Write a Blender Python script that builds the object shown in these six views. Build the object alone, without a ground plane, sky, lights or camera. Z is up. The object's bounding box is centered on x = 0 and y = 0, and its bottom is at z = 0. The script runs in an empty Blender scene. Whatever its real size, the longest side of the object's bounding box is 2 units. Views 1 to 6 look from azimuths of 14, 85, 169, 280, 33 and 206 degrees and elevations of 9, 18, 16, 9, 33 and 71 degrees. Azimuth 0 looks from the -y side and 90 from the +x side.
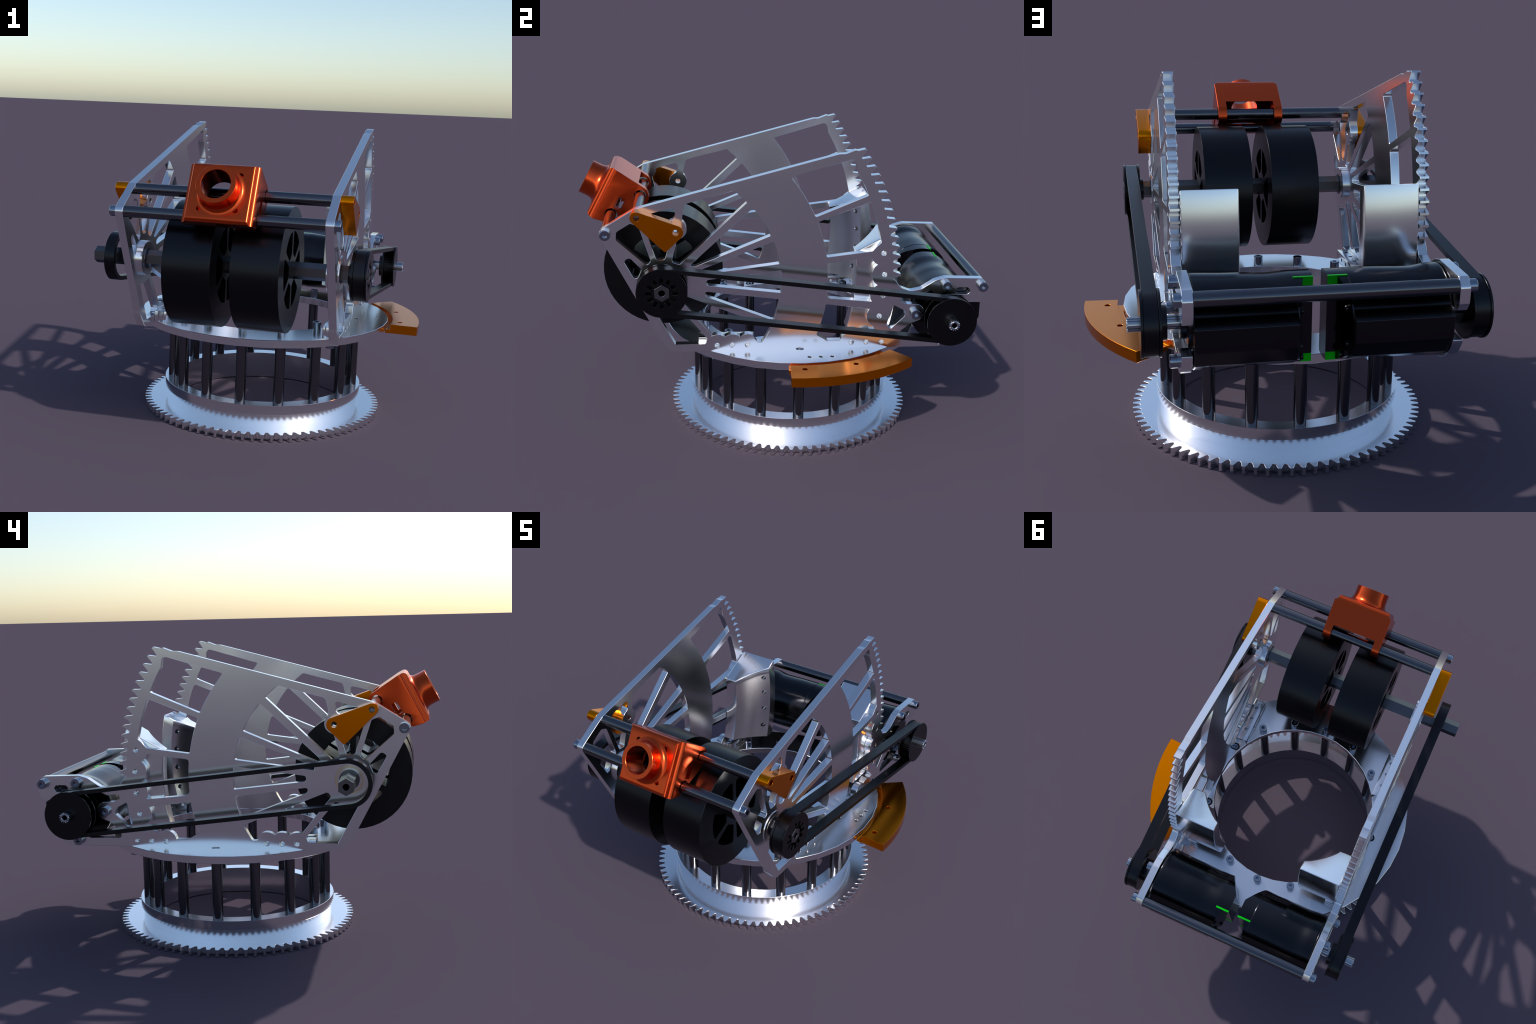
import bpy, bmesh, math
from mathutils import Vector, Matrix

# ------------------------------------------------------------------ layout
MX = -0.061                       # mirror plane between the two side plates
TC = (-0.0615, 0.0875)            # turntable axis (x, y)
S = (-0.5722, 0.8594)             # flywheel axis (y, z)
M = (0.7985, 0.6866)              # motor axis (y, z)
PX0, PX1 = 0.394, 0.4315          # side plate thickness range on +x side
DEG = math.pi / 180.0

# ------------------------------------------------------------------ materials
def metal(name, col, rough, metallic=1.0, grain=0.012, coat=0.0, scale=6.0, tint=0.015, spec=0.5):
    m = bpy.data.materials.new(name)
    m.use_nodes = True
    nt = m.node_tree
    b = nt.nodes["Principled BSDF"]
    b.inputs["Metallic"].default_value = metallic
    b.inputs["Specular IOR Level"].default_value = spec
    b.inputs["Coat Weight"].default_value = coat
    tc = nt.nodes.new("ShaderNodeTexCoord")
    n = nt.nodes.new("ShaderNodeTexNoise")
    n.inputs["Scale"].default_value = scale
    n.inputs["Detail"].default_value = 3.0
    nt.links.new(tc.outputs["Object"], n.inputs["Vector"])
    mr = nt.nodes.new("ShaderNodeMapRange")
    mr.inputs["To Min"].default_value = max(0.02, rough - grain)
    mr.inputs["To Max"].default_value = rough + grain
    nt.links.new(n.outputs["Fac"], mr.inputs["Value"])
    nt.links.new(mr.outputs["Result"], b.inputs["Roughness"])
    ramp = nt.nodes.new("ShaderNodeValToRGB")
    ramp.color_ramp.elements[0].color = tuple(c * (1 - tint) for c in col) + (1,)
    ramp.color_ramp.elements[1].color = tuple(min(1.0, c * (1 + tint)) for c in col) + (1,)
    n2 = nt.nodes.new("ShaderNodeTexNoise")
    n2.inputs["Scale"].default_value = 9.0
    nt.links.new(tc.outputs["Object"], n2.inputs["Vector"])
    nt.links.new(n2.outputs["Fac"], ramp.inputs["Fac"])
    nt.links.new(ramp.outputs["Color"], b.inputs["Base Color"])
    return m

ALU = metal("milled_aluminium", (0.88, 0.88, 0.90), 0.20)
GEAR = metal("turned_aluminium", (0.90, 0.90, 0.92), 0.18)
CHROME = metal("polished_aluminium", (0.90, 0.90, 0.92), 0.20)
STEEL = metal("dark_steel", (0.135, 0.135, 0.15), 0.20)
BOLT = metal("zinc_bolt", (0.30, 0.34, 0.41), 0.18)
HEX = metal("grey_shaft", (0.16, 0.16, 0.17), 0.28)
RUBBER = metal("black_rubber", (0.027, 0.027, 0.030), 0.30)
BELT = metal("black_belt", (0.030, 0.030, 0.034), 0.32)
PULLEY = metal("black_pulley", (0.030, 0.030, 0.033), 0.26)
MOTOR = metal("black_anodised", (0.036, 0.036, 0.040), 0.18)
RED = metal("red_print", (0.71, 0.084, 0.021), 0.24)
ORANGE = metal("orange_print", (0.87, 0.232, 0.0005), 0.22)
GREEN = metal("green_trim", (0.01, 0.85, 0.02), 0.35)
BRASS = metal("bearing_shield", (0.80, 0.71, 0.52), 0.25)
SPLINE = metal("splined_steel", (0.48, 0.50, 0.54), 0.20)

# ------------------------------------------------------------------ object helpers
ROOT = bpy.data.objects.new("shooter_turret", None)
bpy.context.scene.collection.objects.link(ROOT)
ROOT["label"] = "robot shooter turret, aluminium side plates, black flywheels, red camera box"
ROOT["category"] = "robot mechanism"

def add(name, mesh, mat, parent=None, angle=35.0, kind=None):
    o = bpy.data.objects.new(name, mesh)
    bpy.context.scene.collection.objects.link(o)
    o.parent = parent or ROOT
    if mat is not None:
        mesh.materials.clear()
        mesh.materials.append(mat)
    smooth(mesh, angle)
    if kind:
        o["kind"] = kind
    return o

def smooth(mesh, angle):
    bm = bmesh.new(); bm.from_mesh(mesh)
    bm.normal_update()
    for f in bm.faces:
        f.smooth = True
    lim = angle * DEG
    for e in bm.edges:
        e.smooth = (len(e.link_faces) == 2 and e.calc_face_angle(0.0) < lim)
    bm.to_mesh(mesh); bm.free()

def mesh_from(bm, name):
    bmesh.ops.recalc_face_normals(bm, faces=bm.faces)
    me = bpy.data.meshes.new(name)
    bm.to_mesh(me); bm.free()
    return me

def weighted(o):
    """keep flat faces flat next to small bevels"""
    m = o.modifiers.new("wn", 'WEIGHTED_NORMAL'); m.keep_sharp = True
    apply(o)

def apply(o):
    dg = bpy.context.evaluated_depsgraph_get()
    me = bpy.data.meshes.new_from_object(o.evaluated_get(dg))
    o.modifiers.clear()
    o.data = me
    return o

# ------------------------------------------------------------------ 2D helpers
def pol(c, r, a):
    return (c[0] + r * math.cos(a * DEG), c[1] + r * math.sin(a * DEG))

def sp(r, a):
    return pol(S, r, a)

def arc(c, r, a0, a1, n=10):
    return [pol(c, r, a0 + (a1 - a0) * i / (n - 1)) for i in range(n)]

def circle(c, r, n=32, a0=0.0):
    return [pol(c, r, a0 + 360.0 * i / n) for i in range(n)]

def rnd(pts, seg=5):
    """polygon whose items are (u, v) or (u, v, radius): round the given corners"""
    out = []; n = len(pts)
    for i, p in enumerate(pts):
        r = p[2] if len(p) > 2 else 0.0
        a = Vector(p[:2]); b = Vector(pts[i - 1][:2]); c = Vector(pts[(i + 1) % n][:2])
        d0 = (b - a); d1 = (c - a)
        if r <= 0 or d0.length < 1e-6 or d1.length < 1e-6:
            out.append(tuple(a)); continue
        l0, l1 = d0.length, d1.length
        d0.normalize(); d1.normalize()
        th = d0.angle(d1)
        if th > 3.05:
            out.append(tuple(a)); continue
        t = min(r / math.tan(th / 2), 0.48 * l0, 0.48 * l1)
        rr = t * math.tan(th / 2)
        ctr = a + (d0 + d1).normalized() * (rr / math.sin(th / 2))
        v0 = a + d0 * t - ctr; v1 = a + d1 * t - ctr
        ang0 = math.atan2(v0.y, v0.x); ang1 = math.atan2(v1.y, v1.x)
        da = (ang1 - ang0 + math.pi) % (2 * math.pi) - math.pi
        for k in range(seg + 1):
            q = ang0 + da * k / seg
            out.append((ctr.x + rr * math.cos(q), ctr.y + rr * math.sin(q)))
    return out

def area(l):
    return 0.5 * sum(l[i - 1][0] * l[i][1] - l[i][0] * l[i - 1][1] for i in range(len(l)))

AXES = {'x': Matrix(((0, 0, 1, 0), (1, 0, 0, 0), (0, 1, 0, 0), (0, 0, 0, 1))),   # (u,v,w)->(y,z | x)
        'z': Matrix.Identity(4)}                                                # (u,v,w)->(x,y | z)

def extrude(name, loops, w0, w1, axis='x', bevel=0.0015, frame=None):
    """flat profile with holes pulled from w0 to w1 along an axis, edges lightly broken"""
    cu = bpy.data.curves.new(name, 'CURVE')
    cu.dimensions = '2D'; cu.fill_mode = 'BOTH'
    half = abs(w1 - w0) / 2
    cu.extrude = max(0.0, half - bevel); cu.bevel_depth = bevel; cu.bevel_resolution = 0
    cu.offset = -bevel
    for k, l in enumerate(loops):
        l = list(l)
        if (area(l) > 0) != (k == 0):
            l.reverse()
        clean = [l[0]]
        for p in l[1:]:
            if (Vector(p) - Vector(clean[-1])).length > 1e-5: clean.append(p)
        if (Vector(clean[0]) - Vector(clean[-1])).length < 1e-5: clean.pop()
        s = cu.splines.new('POLY'); s.points.add(len(clean) - 1)
        for q, p in zip(s.points, clean):
            q.co = (p[0], p[1], 0, 1)
        s.use_cyclic_u = True
    o = bpy.data.objects.new(name + "_curve", cu)
    bpy.context.scene.collection.objects.link(o)
    dg = bpy.context.evaluated_depsgraph_get()
    me = bpy.data.meshes.new_from_object(o.evaluated_get(dg))
    bpy.data.objects.remove(o); bpy.data.curves.remove(cu)
    me.name = name
    m = (frame if frame is not None else AXES[axis]) @ Matrix.Translation((0, 0, (w0 + w1) / 2))
    me.transform(m)
    bm = bmesh.new(); bm.from_mesh(me)
    bmesh.ops.remove_doubles(bm, verts=bm.verts, dist=1e-5)
    bmesh.ops.recalc_face_normals(bm, faces=bm.faces)
    bm.to_mesh(me); bm.free()
    return me

def lathe(name, prof, origin, direction, n=48, cap=True, closed=False):
    """profile of (radius, distance) turned round an axis"""
    d = Vector(direction).normalized()
    q = d.to_track_quat('Z', 'Y').to_matrix().to_4x4()
    mat = Matrix.Translation(origin) @ q
    bm = bmesh.new(); rings = []
    for r, t in prof:
        rings.append([bm.verts.new(mat @ Vector((r * math.cos(2 * math.pi * i / n), r * math.sin(2 * math.pi * i / n), t))) for i in range(n)])
    pairs = list(zip(rings, rings[1:])) + ([(rings[-1], rings[0])] if closed else [])
    for a, b in pairs:
        for i in range(n):
            bm.faces.new((a[i], a[(i + 1) % n], b[(i + 1) % n], b[i]))
    if cap and not closed:
        bm.faces.new(rings[0]); bm.faces.new(rings[-1])
    return mesh_from(bm, name)

def rod(name, r, p0, p1, n=32, ch=0.0):
    p0 = Vector(p0); p1 = Vector(p1); L = (p1 - p0).length
    prof = [(r, 0), (r, L)] if ch <= 0 else [(r - ch, 0), (r, ch), (r, L - ch), (r - ch, L)]
    return lathe(name, prof, p0, p1 - p0, n)

def mirror_mesh(me, name):
    m2 = me.copy(); m2.name = name
    m2.transform(Matrix.Translation((2 * MX, 0, 0)) @ Matrix.Scale(-1, 4, (1, 0, 0)))
    m2.flip_normals()
    return m2

def pair(name, me, mat, parent=None, parent2=None, **k):
    m2 = mirror_mesh(me, name + "_mesh")
    a = add(name, me, mat, parent, **k)
    b = add(name, m2, mat, parent2 or parent, **k)
    return a, b

def join(*meshes):
    bm = bmesh.new()
    for m in meshes:
        bm.from_mesh(m)
    me = bpy.data.meshes.new("joined")
    bm.to_mesh(me); bm.free()
    return me

def boolean(o, cutters, op='DIFFERENCE'):
    cs = []
    for c in cutters:
        co = bpy.data.objects.new("cutter", c); bpy.context.scene.collection.objects.link(co)
        md = o.modifiers.new("b", 'BOOLEAN'); md.object = co; md.operation = op; md.solver = 'EXACT'
        cs.append(co)
    bpy.context.view_layer.update()
    apply(o)
    for co in cs:
        bpy.data.objects.remove(co)
    return o

def box(name, x0, x1, y0, y1, z0, z1, bev=0.0):
    bm = bmesh.new()
    bmesh.ops.create_cube(bm, size=1.0)
    for v in bm.verts:
        v.co = Vector((x0 if v.co.x < 0 else x1, y0 if v.co.y < 0 else y1, z0 if v.co.z < 0 else z1))
    if bev > 0:
        bmesh.ops.bevel(bm, geom=list(bm.edges), offset=bev, segments=2, affect='EDGES', profile=0.5)
    return mesh_from(bm, name)

# ------------------------------------------------------------------ ring gear at the base
def tooth_ring(c, n, r_root, r_tip, phase, tip_half, root_half):
    out = []
    p = 360.0 / n
    for k in range(n):
        a = phase + k * p
        out += [pol(c, r_root, a - root_half), pol(c, (r_root * 0.5 + r_tip * 0.5), a - (tip_half * 1.35 + root_half) / 2.2),
                pol(c, r_tip, a - tip_half), pol(c, r_tip, a + tip_half),
                pol(c, (r_root * 0.5 + r_tip * 0.5), a + (tip_half * 1.35 + root_half) / 2.2), pol(c, r_root, a + root_half),
                pol(c, r_root - 0.003, a + p / 2)]
    return out

flange = extrude("ring_gear", [tooth_ring(TC, 85, 0.603, 0.6335, -0.063, 0.55, 1.55), circle(TC, 0.48, 72)], 0.0, 0.036, 'z', 0.0012)
prof = [(0.4605, 0.146), (0.5268, 0.146), (0.5275, 0.1453), (0.5275, 0.1000), (0.5265, 0.0985), (0.5155, 0.0965), (0.5140, 0.0950), (0.5140, 0.002), (0.4605, 0.002)]
wall = lathe("raceway", prof, (TC[0], TC[1], 0), (0, 0, 1), 84, cap=False, closed=True)
gear = add("ring_gear", flange, GEAR)
add("bearing_raceway", wall, GEAR, gear, angle=30)
# ------------------------------------------------------------------ turntable disc, standoffs, screws
DZ0, DZ1 = 0.4735, 0.511
counter = [0, 22.5, -22.5, 180, 157.5, -157.5]
loops = [circle(TC, 0.658, 36), circle(TC, 0.4560, 36)]
for a in counter:
    loops.append(circle(pol(TC, 0.485, a), 0.0225, 20))
for yy in (0.123, 0.178, 0.233):
    loops.append(circle((0.5285, yy), 0.0095, 14))
disc = add("turntable_disc", extrude("turntable_disc", loops, DZ0, DZ1, 'z', 0.0015), ALU, angle=30)

so_mesh = None
def socket_screw_mesh(name, r, h, n=24):
    """socket head cap screw standing on z=0, hexagonal recess in the top"""
    hexr = r * 0.5; d = h * 0.55
    bm = bmesh.new()
    def ring(rr, z, k=n, off=0.0):
        return [bm.verts.new((rr * math.cos(2 * math.pi * i / k + off), rr * math.sin(2 * math.pi * i / k + off), z)) for i in range(k)]
    def hexring(rr, z):
        out = []
        for i in range(n):
            a = 2 * math.pi * i / n
            s = (a % (math.pi / 3)) - math.pi / 6
            q = rr * math.cos(math.pi / 6) / math.cos(s)
            out.append(bm.verts.new((q * math.cos(a), q * math.sin(a), z)))
        return out
    rs = [ring(r, 0), ring(r, h - r * 0.1), ring(r * 0.92, h), hexring(hexr, h), hexring(hexr, h - d)]
    for a, b in zip(rs, rs[1:]):
        for i in range(n):
            bm.faces.new((a[i], a[(i + 1) % n], b[(i + 1) % n], b[i]))
    bm.faces.new(rs[0]); bm.faces.new(rs[-1])
    return mesh_from(bm, name)

SCREW = socket_screw_mesh("socket_screw", 0.0212, 0.044)
SCREW.materials.append(BOLT); smooth(SCREW, 35)
FLUSH = socket_screw_mesh("flush_screw", 0.0150, 0.030)
FLUSH.materials.append(BOLT); smooth(FLUSH, 35)
BLACK_RING = lathe("black_ring", [(0.0152, 0), (0.0222, 0), (0.0222, 0.006), (0.0152, 0.006)], (0, 0, 0), (0, 0, 1), 24, closed=True, cap=False)  # black ring set in the hole round each flush screw
BLACK_RING.materials.append(RUBBER); smooth(BLACK_RING, 35)
STAND = rod("standoff", 0.0267, (0, 0, 0), (0, 0, DZ0 - 0.1465), 32)
STAND.materials.append(STEEL); smooth(STAND, 35)

def place(name, me, loc, parent, rot=None):
    o = bpy.data.objects.new(name, me)
    bpy.context.scene.collection.objects.link(o)
    o.parent = parent or ROOT
    o.location = loc
    if rot is not None:
        o.rotation_euler = rot
    return o

for k in range(16):
    a = k * 22.5
    x, y = pol(TC, 0.485, a)
    place("standoff", STAND, (x, y, 0.1465), None)
    x, y = pol(TC, 0.485, a)
    da = (a + 180) % 360 - 180
    if min(abs(da - c) for c in counter) < 1 or abs(abs(da) - 180) < 1:
        place("flush_screw", FLUSH, (x, y, DZ1 - 0.031), disc)
        place("black_ring", BLACK_RING, (x, y, DZ1 - 0.012), disc)
    else:
        place("disc_screw", SCREW, (x, y, DZ1 - 0.0005), disc, (0, 0, 0.3 * k))

# orange stop segment on the disc rim
seg = arc(TC, 0.820, -5.2, 39.9, 12) + arc(TC, 0.683, 39.9, -5.6, 12)
stop = add("orange_stop", extrude("orange_stop", [seg, circle((0.6628, 0.0854), 0.0125, 16), circle((0.6183, 0.3333), 0.0125, 16)],
           0.4645, 0.5108, 'z', 0.0006), ORANGE, angle=25)
led = arc(TC, 0.6845, -6.0, 39.9, 12) + arc(TC, 0.6585, 39.9, -6.2, 12)
add("stop_ledge", extrude("stop_ledge", [led], 0.4650, 0.484, 'z', 0.001), ORANGE, stop, angle=25)

# ------------------------------------------------------------------ side plates
BO = (-0.5035, 1.127)       # boss behind the orange triangle
RODA = (-0.829, 1.108)      # lower front rod
RODB = (-0.683, 1.199)      # upper front rod
RODC = (0.9710, 0.8245)      # rear rod
BS = [sp(1.06, a) for a in (7.4, 1.6, -4.2, -10.0)]
LOWF = [(-0.169, 0.539), (-0.243, 0.539), (-0.316, 0.539)]
LOWR = [(0.341, 0.539), (0.4145, 0.539), (0.488, 0.539)]

def outline():
    o = [(0.250, 1.4765, 0.03), (0.278, 1.477, 0.02), (0.323, 1.4945, 0.004), (0.337, 1.4915)]
    a = 33.95
    for k in range(15):
        t = a - 2.33 * k
        if k:
            o += [sp(1.103, t + 0.98), sp(1.120, t + 0.58)]
        else:
            o += [(0.366, 1.4985)]
        o += [sp(1.1395, t + 0.20), sp(1.1395, t - 0.24), sp(1.120, t - 0.58), sp(1.103, t - 0.95)]
    o += [(0.543, 0.858, 0.012), (0.570, 0.820, 0.03), (0.620, 0.801, 0.035), (0.672, 0.811, 0.05), (0.738, 0.854, 0.06), (0.785, 0.867, 0.05),
          (0.972, 0.8605, 0.012), (1.0, 0.828, 0.02), (0.998, 0.768, 0.02), (0.978, 0.738, 0.003)]
    o += arc(M, 0.104, 30, 116, 10)
    o += [(0.722, 0.803, 0.012), (0.640, 0.768, 0.012), (0.577, 0.774, 0.012), (0.572, 0.750, 0.008), (0.606, 0.735, 0.006)]
    o += arc((0.6475, 0.688), 0.046, 100, -70, 10)
    o += [(0.630, 0.634, 0.01), (0.575, 0.588, 0.012), (0.570, 0.551, 0.012), (0.735, 0.549, 0.012)]
    o += arc((0.793, 0.539), 0.046, 150, 85, 6)
    o += arc(M, 0.104, 282, 322, 6) + [(0.963, 0.6225, 0.003)] + arc(M, 0.1775, 337, 278, 12) + [(0.790, 0.5085, 0.02), (-0.524, 0.5085, 0.006), (-0.545, 0.518, 0.012),
          (-0.606, 0.590, 0.012), (-0.606, 0.608, 0.01)]
    o += arc(RODA, 0.0285, 205, 125, 7)
    o += [(-0.695, 1.2245, 0.012)]
    return rnd(o)

def boss_chain(cs, r, a_start, a_end, n=7):
    """scalloped edge: arcs round a row of screw bosses with cusps between them"""
    out = []
    for i, c in enumerate(cs):
        def cut(other, c=c):
            d = Vector(other) - Vector(c)
            h = math.acos(min(1, d.length / 2 / r)) / DEG
            base = math.atan2(d.y, d.x) / DEG
            return base, h
        a0 = a_start; a1 = a_end
        mid = (a_start + a_end) / 2
        def pick(other):
            b, h = cut(other)
            cand = [b + h, b - h]
            return min(cand, key=lambda q: abs((q - mid + 180) % 360 - 180))
        def near(q):
            return mid + ((q - mid + 180) % 360 - 180)
        if i > 0: a0 = near(pick(cs[i - 1]))
        if i < len(cs) - 1: a1 = near(pick(cs[i + 1]))
        out += arc(c, r, a0, a1, n)
    return out

def plate_holes():
    H = []
    # outer windows between the wide band and the toothed rim
    H.append(rnd([sp(1.055, 23.55) + (0.012,)] + arc(S, 1.055, 24.5, 31.0, 6) + [(0.328, 1.456, 0.055), sp(0.787, 40.3) + (0.022,)]
                 + arc(S, 0.787, 38.5, 25.0, 8) + [sp(0.787, 23.9) + (0.012,)]))
    H.append(rnd([sp(1.053, 21.7) + (0.01,), sp(0.787, 21.9) + (0.016,)] + arc(S, 0.787, 20.5, 10.0, 8) + [sp(0.787, 8.8) + (0.012,),
                 (0.424, 1.0065, 0.02), (0.447, 1.034, 0.02), sp(1.056, 10.4) + (0.008,)] + arc(S, 1.055, 11.5, 20.5, 6)))
    H.append(rnd([(0.2135, 0.951, 0.015)] + boss_chain(BS[:3], 0.062, 198, 210) + [(0.224, 0.7715, 0.014)] + arc(S, 0.787, -5.0, 5.5, 6)))
    H.append(rnd([(0.2065, 0.7415, 0.018)] + arc(BS[3], 0.062, 143, 222, 7) + [(0.4445, 0.619, 0.006)]
                 + boss_chain(LOWR[::-1], 0.056, 110, 168) + [(0.279, 0.5505, 0.006), (0.222, 0.5505, 0.012), (0.167, 0.583, 0.012)]
                 + arc(S, 0.789, -19.5, -10.0, 6)))
    # fan of slots between the hub and the band
    H.append(rnd([sp(0.561, 44.6) + (0.012,)] + arc(S, 0.561, 46, 51.0, 4) + [(-0.2345, 1.308, 0.02), (-0.4605, 1.2475, 0.02), (-0.4745, 1.186, 0.02)]
                 + arc(BO, 0.049, 52, -68, 12) + [(-0.500, 1.073, 0.02), (-0.5275, 0.967, 0.016), (-0.4905, 0.954, 0.008)]))
    H.append(rnd([sp(0.561, 40.7) + (0.012,), (-0.4475, 0.944, 0.012), (-0.418, 0.9435, 0.012), sp(0.561, 24.4) + (0.012,)]
                 + arc(S, 0.561, 26, 39.2, 8)))
    H.append(rnd([sp(0.562, 21.1) + (0.012,), (-0.405, 0.9215, 0.01), (-0.405, 0.9015, 0.01), sp(0.561, 9.4) + (0.012,)] + arc(S, 0.562, 11, 19.7, 6)))
    H.append(rnd([sp(0.564, 6.0) + (0.012,), (-0.366, 0.8745, 0.018), (-0.3655, 0.8475, 0.018), sp(0.564, -5.6) + (0.012,)] + arc(S, 0.564, -4.4, 4.8, 6)))
    H.append(rnd([sp(0.562, -9.0) + (0.008,), (-0.373, 0.8175, 0.016), (-0.3705, 0.7925, 0.016), sp(0.564, -20.5) + (0.008,)]
                 + arc(S, 0.563, -19, -10.4, 6)))
    H.append(rnd([sp(0.562, -24.1) + (0.006,), (-0.468, 0.7975, 0.014), (-0.486, 0.776, 0.014), (-0.3405, 0.5905, 0.006)]
                 + boss_chain(LOWF[::-1], 0.056, 140, 62) + [(-0.131, 0.566, 0.006), (-0.121, 0.551, 0.008), (-0.099, 0.550, 0.008)]
                 + arc(S, 0.567, -32.0, -25.5, 5)))
    H.append(rnd([(-0.363, 0.574, 0.006), (-0.372, 0.5475, 0.01), (-0.5165, 0.5475, 0.004), (-0.613, 0.731, 0.012)]
                 + arc(S, 0.124, -104, -66, 6) + [(-0.506, 0.753, 0.008)]))
    H.append(rnd([(-0.722, 0.992, 0.014), (-0.750, 0.977, 0.014), (-0.703, 0.888, 0.012), (-0.684, 0.893, 0.010), (-0.6675, 0.934, 0.006)]))
    H.append(rnd([(-0.713, 1.1575, 0.014), (-0.779, 1.1155, 0.014), (-0.781, 1.078, 0.012), (-0.642, 0.951, 0.012), (-0.6235, 0.974, 0.012),
                  (-0.677, 1.1435, 0.014)]))
    H.append(rnd([(-0.505, 1.233, 0.014), (-0.606, 1.2065, 0.008)] + arc(RODB, 0.058, 0, -52, 6) + [(-0.636, 1.105, 0.01), (-0.598, 0.979, 0.014),
                  (-0.558, 0.979, 0.014), (-0.5365, 1.055, 0.006)] + arc(BO, 0.049, 228, 108, 12) + [(-0.508, 1.186, 0.02)]))
    # diamond next to the motor, slot, hub bore, screw holes
    H.append(rnd([(0.537, 0.733, 0.006), (0.598, 0.700, 0.012), (0.600, 0.674, 0.012), (0.530, 0.604, 0.008), (0.511, 0.628, 0.008)]))
    H.append(arc((0.896, 0.798), 0.018, -90, 90, 8) + arc((0.859, 0.798), 0.018, 90, 270, 8))
    H.append(circle(S, 0.078, 40))
    H.append(circle((-0.681, 1.197), 0.0145, 18))
    H.append(circle((-0.505, 1.1275), 0.0130, 18))
    for c in BS + LOWF + LOWR:
        H.append(circle(c, 0.0125, 18))
    return H

pl_mesh = extrude("side_plate", [outline()] + plate_holes(), PX0, PX1, 'x', 0.0012)
PR, PL = pair("side_plate", pl_mesh, ALU, angle=32)

# bearings in the hub
b1 = lathe("bearing", [(0.050, -0.004), (0.083, -0.004), (0.083, 0.0195), (0.081, 0.021), (0.050, 0.021)], (PX0 + 0.0005, *S), (-1, 0, 0), 48, closed=True, cap=False)
pair("shaft_bearing", b1, ALU, PR, PL)
b2 = lathe("bearing_outer", [(0.0695, 0), (0.0835, 0), (0.0835, 0.003), (0.0695, 0.003)], (PX1 + 0.0002, *S), (1, 0, 0), 48, closed=True, cap=False)
pair("bearing_rim", b2, ALU, PR, PL)
b3 = lathe("bearing_shield", [(0.0575, 0), (0.0694, 0), (0.0694, 0.0172), (0.0575, 0.0172)], (PX1 - 0.0165, *S), (1, 0, 0), 48, closed=True, cap=False)
pair("bearing_shield", b3, BRASS, PR, PL)
b5 = lathe("bearing_inner", [(0.0490, 0), (0.0573, 0), (0.0573, 0.018), (0.0490, 0.018)], (PX1 - 0.0165, *S), (1, 0, 0), 48, closed=True, cap=False)
pair("bearing_inner", b5, ALU, PR, PL)
b4 = lathe("bearing_core", [(0.034, 0), (0.0488, 0), (0.0488, 0.060), (0.034, 0.060)], (PX0 - 0.0225, *S), (1, 0, 0), 40, closed=True, cap=False)
pair("bearing_core", b4, HEX, PR, PL)

# motor and rod bolt heads
HEAD = socket_screw_mesh("plate_bolt", 0.0245, 0.0285)
HEAD.materials.append(BOLT); smooth(HEAD, 35)
for c in [RODA, RODC, (0.793, 0.8305), (0.6475, 0.6875), (0.793, 0.539)]:
    place("plate_bolt", HEAD, (PX1, c[0], c[1]), PR, (0, math.pi / 2, 0))
    place("plate_bolt", HEAD, (2 * MX - PX1, c[0], c[1]), PL, (0, -math.pi / 2, 0))

# cross rods
for nm, c, r in (("front_rod", RODA, 0.0262), ("front_rod", RODB, 0.0262), ("rear_rod", RODC, 0.0275)):
    add(nm, rod(nm, r, (2 * MX - PX0, *c), (PX0, *c), 40), STEEL)

# orange triangular spacers
tri = []
for c, r, a0, a1 in ((RODB, 0.028, 70, 222), ((-0.553, 1.046), 0.010, 228, 322), (BO, 0.034, -38, 70)):
    tri += arc(c, r, a0, a1, 10)
sp_mesh = extrude("orange_spacer", [tri, circle((-0.681, 1.197), 0.0145, 20), circle((-0.505, 1.1275), 0.0145, 20)], PX1 + 0.0003, 0.489, 'x', 0.001)
pair("orange_spacer", sp_mesh, ORANGE, angle=40)

# corner brackets holding the plates to the disc
def bracket(y0, y1, hs):
    prof2 = [(0.333, 0.5065), (0.3935, 0.5065), (0.3935, 0.5655, 0.002), (0.333, 0.5655, 0.002)]
    b = box("b", 0.333, 0.3935, y0, y1, 0.5105, 0.5665, 0.002)
    cuts = []
    for h in hs:
        cuts.append(rod("c", 0.0095, (0.366, h, 0.50), (0.366, h, 0.60), 16))
        cuts.append(rod("c", 0.0095, (0.30, h + 0.035, 0.540), (0.36, h + 0.035, 0.540), 16))
    for xx in (0.349, 0.372):
        cuts.append(box("c", xx - 0.003, xx + 0.003, y0 - 0.01, y0 + 0.012, 0.50, 0.60))
    o = bpy.data.objects.new("t", b); bpy.context.scene.collection.objects.link(o)
    boolean(o, cuts)
    me = o.data; bpy.data.objects.remove(o)
    return me
pair("corner_bracket", bracket(-0.405, -0.135, (-0.349, -0.277, -0.204)), ALU, PR, PL, angle=30)
pair("corner_bracket", bracket(0.308, 0.535, (0.335, 0.395, 0.454)), ALU, PR, PL, angle=30)
UNDER = socket_screw_mesh("under_bolt", 0.0215, 0.018)
UNDER.materials.append(BOLT); smooth(UNDER, 35)
for x, y in ((0.368, -0.362), (-0.490, -0.362), (0.366, 0.515), (-0.500, 0.520)):
    place("under_bolt", UNDER, (x, y, DZ0), disc, (math.pi, 0, 0))

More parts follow.
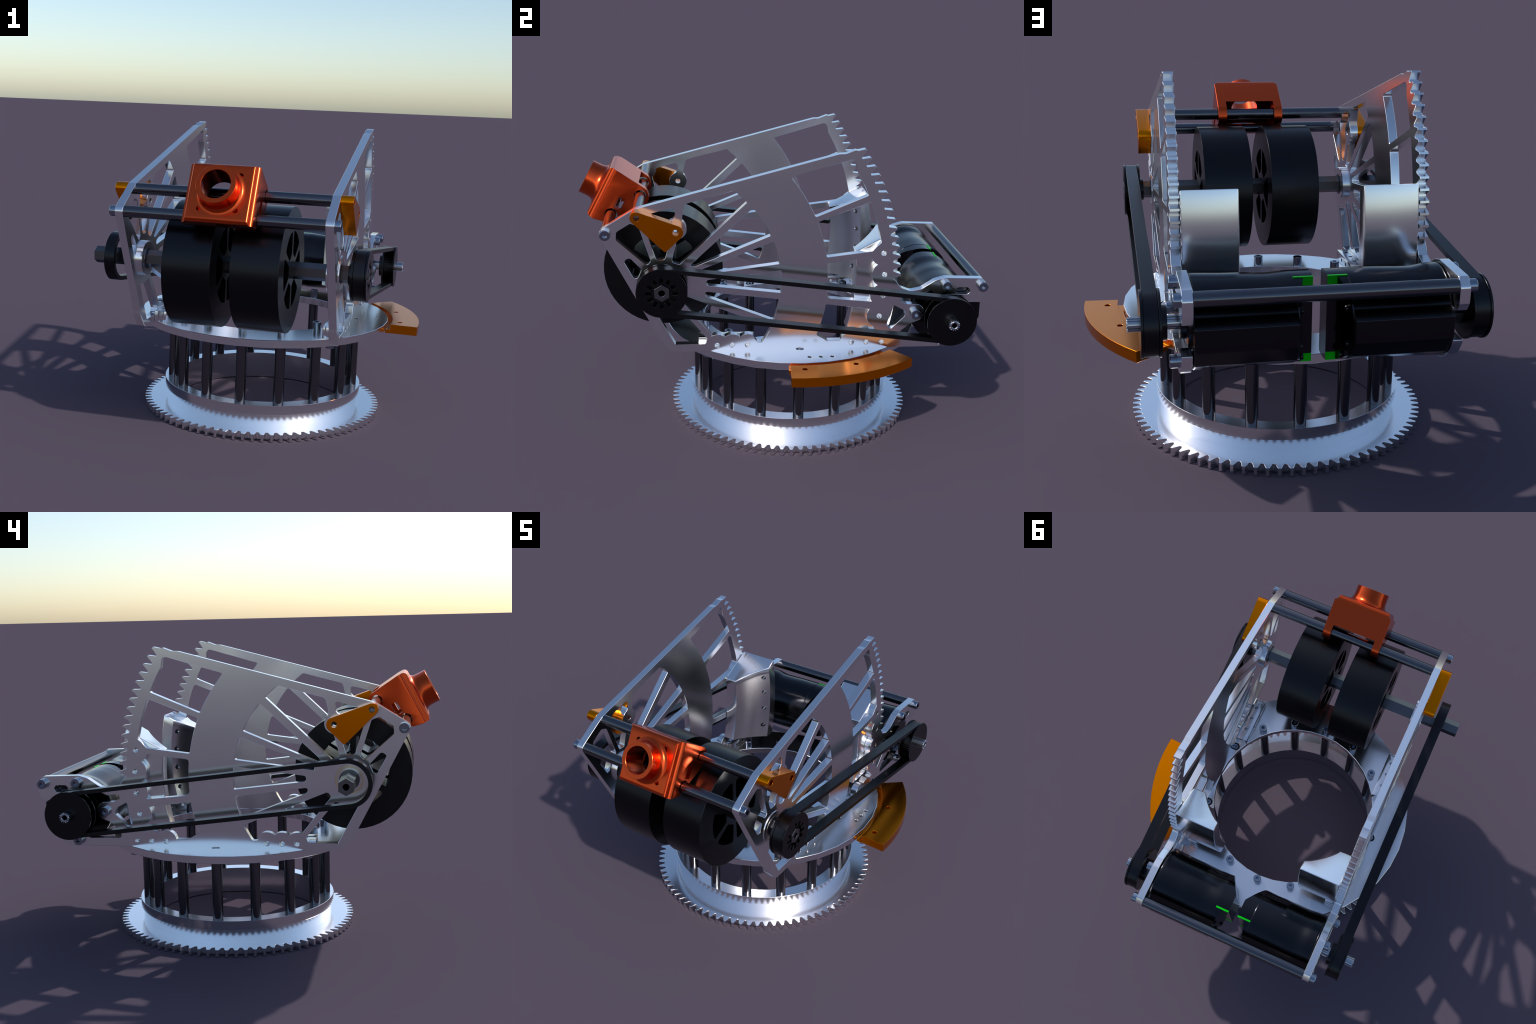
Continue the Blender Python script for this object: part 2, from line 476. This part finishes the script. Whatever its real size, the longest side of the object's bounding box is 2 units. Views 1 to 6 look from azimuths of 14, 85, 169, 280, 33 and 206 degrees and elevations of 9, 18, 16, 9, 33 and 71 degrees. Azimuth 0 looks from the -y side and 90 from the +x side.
# ------------------------------------------------------------------ flywheels and their shaft
def wheel_loops(nseg):
    L = [circle(S, 0.2925, nseg, 3.0)]
    for k in range(6):
        m = k * 60.0
        h = [sp(0.076, m - 21) + (0.016,), sp(0.181, m - 24.8) + (0.018,)] + arc(S, 0.181, m - 17, m + 17, 6) + \
            [sp(0.181, m + 24.8) + (0.018,), sp(0.076, m + 21) + (0.016,)]
        L.append(rnd(h))
    L.append(circle(S, 0.0415, 6, 90))
    return L
for x0, x1 in ((-0.327, -0.105), (-0.016, 0.204)):
    add("flywheel", extrude("flywheel", wheel_loops(48), x0, x1, 'x', 0.0012), RUBBER, angle=25)
sh = extrude("drive_shaft", [circle(S, 0.0405, 6, 90), circle(S, 0.0155, 20)], -0.7565, 0.561, 'x', 0.0012)
shaft = add("drive_shaft", sh, HEX, angle=20)

# ------------------------------------------------------------------ pulleys, belts and motors
BX0, BX1 = 0.4995, 0.5508
def loop_path(r):
    d = Vector(M) - Vector(S)
    base = math.atan2(d.y, d.x) / DEG
    return arc(S, r, base + 90, base + 270, 28) + arc(M, r, base - 90, base + 90, 28)
belt = extrude("drive_belt", [loop_path(0.1160), loop_path(0.0955)], BX0, BX1, 'x', 0.001)
BR, BL = pair("drive_belt", belt, BELT, angle=30)

def toothed(c, n, r0, r1):
    out = []
    p = 360.0 / n
    for k in range(n):
        a = k * p
        out += [pol(c, r0, a - p * 0.28), pol(c, r1, a - p * 0.22), pol(c, r1, a + p * 0.22), pol(c, r0, a + p * 0.28)]
    return out
# pulley on the right end of the shaft, splined pocket round the hex
core = extrude("pulley_core", [toothed(S, 42, 0.089, 0.0945), circle(S, 0.078, 30)], BX0 - 0.0015, 0.5525, 'x', 0.0006)
star = []
for k in range(12):
    a = k * 30.0
    star += [sp(0.0500, a - 9.8) + (0.002,), sp(0.0745, a - 5.6) + (0.004,), sp(0.0745, a + 5.6) + (0.004,), sp(0.0500, a + 9.8) + (0.002,)]
fl_out = extrude("flange", [circle(S, 0.1185, 56), rnd(star, 3)], 0.5525, 0.561, 'x', 0.0006)
sleeve = extrude("hub_sleeve", [circle(S, 0.0505, 30), circle(S, 0.0425, 6, 90)], 0.470, 0.5500, 'x', 0.0006)
fl_in = extrude("flange", [circle(S, 0.1185, 56), circle(S, 0.0498, 30)], 0.487, 0.4980, 'x', 0.0006)
pul = add("shaft_pulley", join(fl_out, fl_in), PULLEY, angle=30)
add("pulley_core", core, PULLEY, pul, angle=30)
add("hub_sleeve", sleeve, PULLEY, pul, angle=30)

# motor pulleys
m1 = extrude("f", [circle(M, 0.120, 56), circle(M, 0.026, 20)], 0.5515, 0.5605, 'x', 0.0006)
m2 = extrude("f", [circle(M, 0.120, 56), circle(M, 0.026, 20)], 0.4890, 0.4985, 'x', 0.0006)
PUR, PUL = pair("motor_pulley", join(m1, m2), PULLEY, angle=30)
m3 = extrude("c", [toothed(M, 42, 0.088, 0.0945), circle(M, 0.026, 20)], 0.4985, 0.5515, 'x', 0.0006)
pair("pulley_core", m3, PULLEY, PUR, PUL, angle=30)
m4 = lathe("hub", [(0.027, 0), (0.062, 0), (0.062, 0.02), (0.027, 0.02)], (0.4690, *M), (1, 0, 0), 40, closed=True, cap=False)
pair("pulley_hub", m4, PULLEY, PUR, PUL)
ms = extrude("motor_shaft", [toothed(M, 14, 0.0225, 0.0265), circle(M, 0.012, 20)], 0.36, 0.6045, 'x', 0.003)
pair("motor_shaft", ms, SPLINE, PUR, PUL, angle=30)

# motor bodies: round barrel with a flat-sided electronics housing at the back
MRAD = 0.1628
def motor_profile():
    p = arc(M, MRAD, 44, 298, 44)
    p += [(M[0] + 0.136, M[1] - 0.114, 0.03), (M[0] + 0.176, M[1] - 0.060, 0.004), (M[0] + 0.186, M[1] - 0.047, 0.004),
          (M[0] + 0.186, M[1] + 0.034, 0.004), (M[0] + 0.150, M[1] + 0.062, 0.03)]
    return rnd(p)

def lookup(tab, x):
    for (x0, k0), (x1, k1) in zip(tab, tab[1:]):
        if x0 >= x >= x1:
            t = (x0 - x) / (x0 - x1); t = t * t * (3 - 2 * t)
            return k0 + (k1 - k0) * t
    return tab[-1][1] if x < tab[-1][0] else tab[0][1]

def motor_body(top, bottom):
    """loft of the motor section; the barrel swells a little towards its ends"""
    sec = motor_profile(); n = len(sec)
    xs = [0.3900, 0.3880, 0.3840] + [0.38 - 0.0125 * i for i in range(28)] + [0.036, 0.0350]
    bm = bmesh.new(); rows = []
    for i, x in enumerate(xs):
        e = (0.975, 0.988, 0.998)[i] if i < 3 else (0.995 if i == len(xs) - 1 else 1.0)
        row = []
        for y, z in sec:
            dy, dz = y - M[0], z - M[1]
            sn = dz / math.hypot(dy, dz)
            w = 0.5 + 0.5 * max(-1, min(1, sn * 1.3))
            k = (lookup(bottom, x) * (1 - w) + lookup(top, x) * w)
            f = max(0.0, min(1.0, (dy - 0.085) / 0.05))
            k = (k * (1 - f) + f) * e
            row.append(bm.verts.new((x, M[0] + dy * k, M[1] + dz * k)))
        rows.append(row)
    for a, b in zip(rows, rows[1:]):
        for k in range(n):
            bm.faces.new((a[k], a[(k + 1) % n], b[(k + 1) % n], b[k]))
    bm.faces.new(rows[0]); bm.faces.new(rows[-1])
    return mesh_from(bm, "motor")
MR = add("motor", motor_body([(0.39, 1.03), (0.24, 1.0), (0.12, 0.968), (0.03, 1.0)],
                             [(0.39, 1.04), (0.37, 1.045), (0.31, 1.0), (0.03, 1.015)]), MOTOR, angle=40)
ML = add("motor", mirror_mesh(motor_body([(0.39, 1.035), (0.36, 1.025), (0.285, 0.970), (0.13, 0.996), (0.03, 1.0)],
                             [(0.39, 1.045), (0.24, 1.02), (0.10, 0.985), (0.03, 1.01)]), "motor"), MOTOR, angle=40)
face = lathe("motor_face", [(0.030, 0), (0.100, 0), (0.100, 0.012), (0.160, 0.012), (0.160, 0)], (0.381, *M), (1, 0, 0), 48, cap=False)
nose = lathe("motor_nose", [(0.1, 0), (0.098, 0.022), (0.060, 0.024), (0.058, 0.045), (0.0, 0.045)], (0.380, *M), (1, 0, 0), 48, cap=False)
pair("motor_nose", nose, MOTOR, MR, ML)
capc = 0.047
ang = math.acos(capc / 0.1625) / DEG
plan = [(0.06, 0.50), (0.034, 0.640), (-0.0355, 0.7515), (-0.0355, M[0] + capc), (0.0, M[0] + capc), (0.034, 0.960), (0.06, 1.10)]
co = bpy.data.objects.new("t", extrude("motor_cap", [circle(M, 0.1622, 64)], -0.0355, 0.036, 'x', 0.0005))
bpy.context.scene.collection.objects.link(co)
boolean(co, [extrude("c", [plan], 0.3, 1.1, 'z', 0.0)], 'INTERSECT')
cap = co.data; bpy.data.objects.remove(co)
pair("motor_cap", cap, MOTOR, MR, ML, angle=28)
gy = M[0] + capc
g = join(box("g", -0.0350, 0.036, gy - 0.006, gy + 0.003, 0.8405, 0.8450),
         box("g", -0.0350, 0.014, gy - 0.004, gy + 0.002, 0.8130, 0.8400),
         box("g", -0.0350, 0.008, gy - 0.004, gy + 0.002, 0.5300, 0.5600))
pair("green_trim", g, GREEN, MR, ML)
# screw heads on the stepped inner end
DOT = socket_screw_mesh("cap_screw", 0.012, 0.008)
DOT.materials.append(MOTOR); smooth(DOT, 35)
for yy, zz in ((0.925, 0.620), (0.915, 0.745), (0.885, 0.565)):
    xx = 0.034 - (0.960 - yy) * 0.3
    place("cap_screw", DOT, (xx, yy, zz), MR, (0, -math.pi / 2, 0))
    place("cap_screw", DOT, (2 * MX - xx, yy, zz), ML, (0, math.pi / 2, 0))

# ------------------------------------------------------------------ guide blocks beside the opening
GUIDE_Z = (0.995, 0.895, 0.788, 0.675)
def guide_block():
    """plan profile with a concave inner wall, swept along an arc about the flywheel axis"""
    xo = PX0 - 0.0012
    def at(r):
        return DEG * (7.75 + (11.4 - 7.75) * (r - 0.932) / (1.127 - 0.932))
    plan = [(xo, 1.134), (0.1765, 1.134)]
    for k in range(0, 8):
        a = 59.1 - (59.1 - 34.2) * k / 7.0
        x = TC[0] + 0.4635 * math.cos(a * DEG); y = TC[1] + 0.4635 * math.sin(a * DEG)
        plan.append((x, math.hypot(y - S[0], 0.990 + 0.543 * (y - 0.352) - S[1]) - 0.002))
    plan += [(xo, plan[-1][1])]
    plan = rnd([p + (0.006,) if k in (0, 1, len(plan) - 1) else p for k, p in enumerate(plan)], 3)
    n = 15; m = len(plan)
    ctr = (sum(p[0] for p in plan) / m, sum(p[1] for p in plan) / m)
    def inset(d):
        out = []
        for k in range(m):
            a, b, c = Vector(plan[k - 1]), Vector(plan[k]), Vector(plan[(k + 1) % m])
            t = (c - a).normalized(); nn = Vector((t.y, -t.x))
            if nn.dot(Vector(ctr) - b) < 0: nn = -nn
            out.append(b + nn * d)
        return out
    bm = bmesh.new(); rows = []
    # (inset, drop below the cap); the cap slopes forward, the foot is level
    steps = [(0.007, 0.0), (0.0035, 0.0008), (0.001, 0.0030), (0.0, 0.007)]
    for d, drop in steps:
        rows.append([bm.verts.new((x, r * math.cos(at(r)) + S[0], r * math.sin(at(r)) + S[1] - drop + 0.0085)) for x, r in inset(d)])
    for i in range(1, n):
        row = []
        for x, r in plan:
            zt = r * math.sin(at(r)) + S[1] + 0.0015
            z = zt + (0.6005 - zt) * i / (n - 1)
            row.append(bm.verts.new((x, math.sqrt(max(0.0, r * r - (z - S[1]) ** 2)) + S[0], z)))
        rows.append(row)
    for a, b in zip(rows, rows[1:]):
        for k in range(m):
            bm.faces.new((a[k], a[(k + 1) % m], b[(k + 1) % m], b[k]))
    bm.faces.new(rows[0]); bm.faces.new(rows[-1])
    me = mesh_from(bm, "guide_block")
    o = bpy.data.objects.new("t", me); bpy.context.scene.collection.objects.link(o)
    a = 56.0
    cx, cy = TC[0] + 0.467 * math.cos(a * DEG), TC[1] + 0.467 * math.sin(a * DEG)
    cuts = []
    for zz in GUIDE_Z:
        cuts.append(rod("c", 0.0125, (cx, cy - 0.05, zz), (cx + 0.01, cy + 0.045, zz), 16))
    boolean(o, cuts)
    me = o.data; bpy.data.objects.remove(o)
    return me
pair("guide_block", guide_block(), CHROME, angle=32)

# ------------------------------------------------------------------ red camera box on the front rods
NV = Vector((0, -0.883, 0.469)).normalized()       # tube direction
VV = Vector((0, 0.469, 0.883)).normalized()        # up along the face
XC = -0.0622
RX0, RX1 = -0.2195, 0.0950
prof_red = rnd([(-0.8235, 1.3475, 0.026), (-0.783, 1.3245), (-0.648, 1.2315, 0.045), (-0.633, 1.171, 0.045), (-0.700, 1.135, 0.03), (-0.866, 1.072, 0.004),
                (-0.912, 1.086, 0.006), (-0.9525, 1.1045, 0.028)], 7)
shell = extrude("camera_box", [prof_red], RX0, RX1, 'x', 0.001)
red = add("camera_box", shell, RED)
inner = [(-0.800, 1.278), (-0.6945, 1.2575), (-0.56, 1.32), (-0.56, 1.05), (-0.770, 1.060), (-0.860, 1.098), (-0.893, 1.115)]
cuts = [extrude("c", [inner], -0.180, 0.0532, 'x', 0.0)]
fc = Vector((XC, -0.958, 1.2675))
cuts.append(lathe("c", [(0.0655, -0.25), (0.0655, 0.05)], fc, NV, 48))
for c in (RODA, RODB):
    cuts.append(rod("c", 0.0318, (-0.4, *c), (0.3, *c), 32))
slotq = [(-0.7835, 1.1985, 0.003), (-0.7535, 1.1825, 0.003), (-0.7835, 1.1275, 0.003), (-0.8135, 1.1435, 0.003)]
cuts.append(extrude("c", [rnd(slotq)], -0.4, 0.3, 'x', 0.0))
# stepped moulding down both long edges of the face
lf = Matrix((( 1, 0, 0, 0), (0, NV.y, VV.y, 0), (0, NV.z, VV.z, 0), (0, 0, 0, 1)))
base = Vector((0, -0.829, 1.337)).dot(NV)
vmid = Vector((0, -0.886, 1.226)).dot(VV)
def mould(sign):
    e = [(0.0475, 0.20), (0.115, 0.02)]
    xin, xout = 0.131, 0.1575
    p = [(xin, base + 0.03), (xin, base - 0.002)] + [(xin + 0.010 * math.sin(t * DEG), base - 0.012 + 0.010 * math.cos(t * DEG)) for t in (10, 30, 50, 70, 90)]
    p += [(xin + 0.010 + 0.016 * (1 - math.cos(t * DEG)), base - 0.014 - 0.016 * math.sin(t * DEG)) for t in (0, 22, 45, 68, 90)]
    p += [(xout - 0.001, base - 0.031), (xout + 0.001, base - 0.036), (0.2, base - 0.038), (0.2, base + 0.03)]
    q = [(XC + sign * u, w) for u, w in p]
    return extrude("c", [q], vmid - 0.25, vmid + 0.25, 'x', 0.0, frame=lf)
cuts += [mould(1), mould(-1)]
for su in (-1, 1):
    for sv in (-1, 1):
        c = Vector((XC + su * 0.080, 0, 0)) + NV * base + VV * (vmid + sv * 0.0805)
        cuts.append(rod("c", 0.0118, c - NV * 0.028, c + NV * 0.05, 20))
boolean(red, cuts)
smooth(red.data, 30)
# flared lens tube
tp = [(0.0655, 0.004), (0.112, 0.002), (0.112, 0.0115), (0.103, 0.0130), (0.0965, 0.0175), (0.0915, 0.025), (0.0885, 0.036), (0.0875, 0.050), (0.0875, 0.0905), (0.0865, 0.0915), (0.0665, 0.0915), (0.0655, 0.0905)]
depth = fc.dot(NV) - base
tb = fc - NV * 0.0915
add("lens_tube", lathe("lens_tube", tp, tb, NV, 56, cap=False, closed=True), RED, red, angle=28)
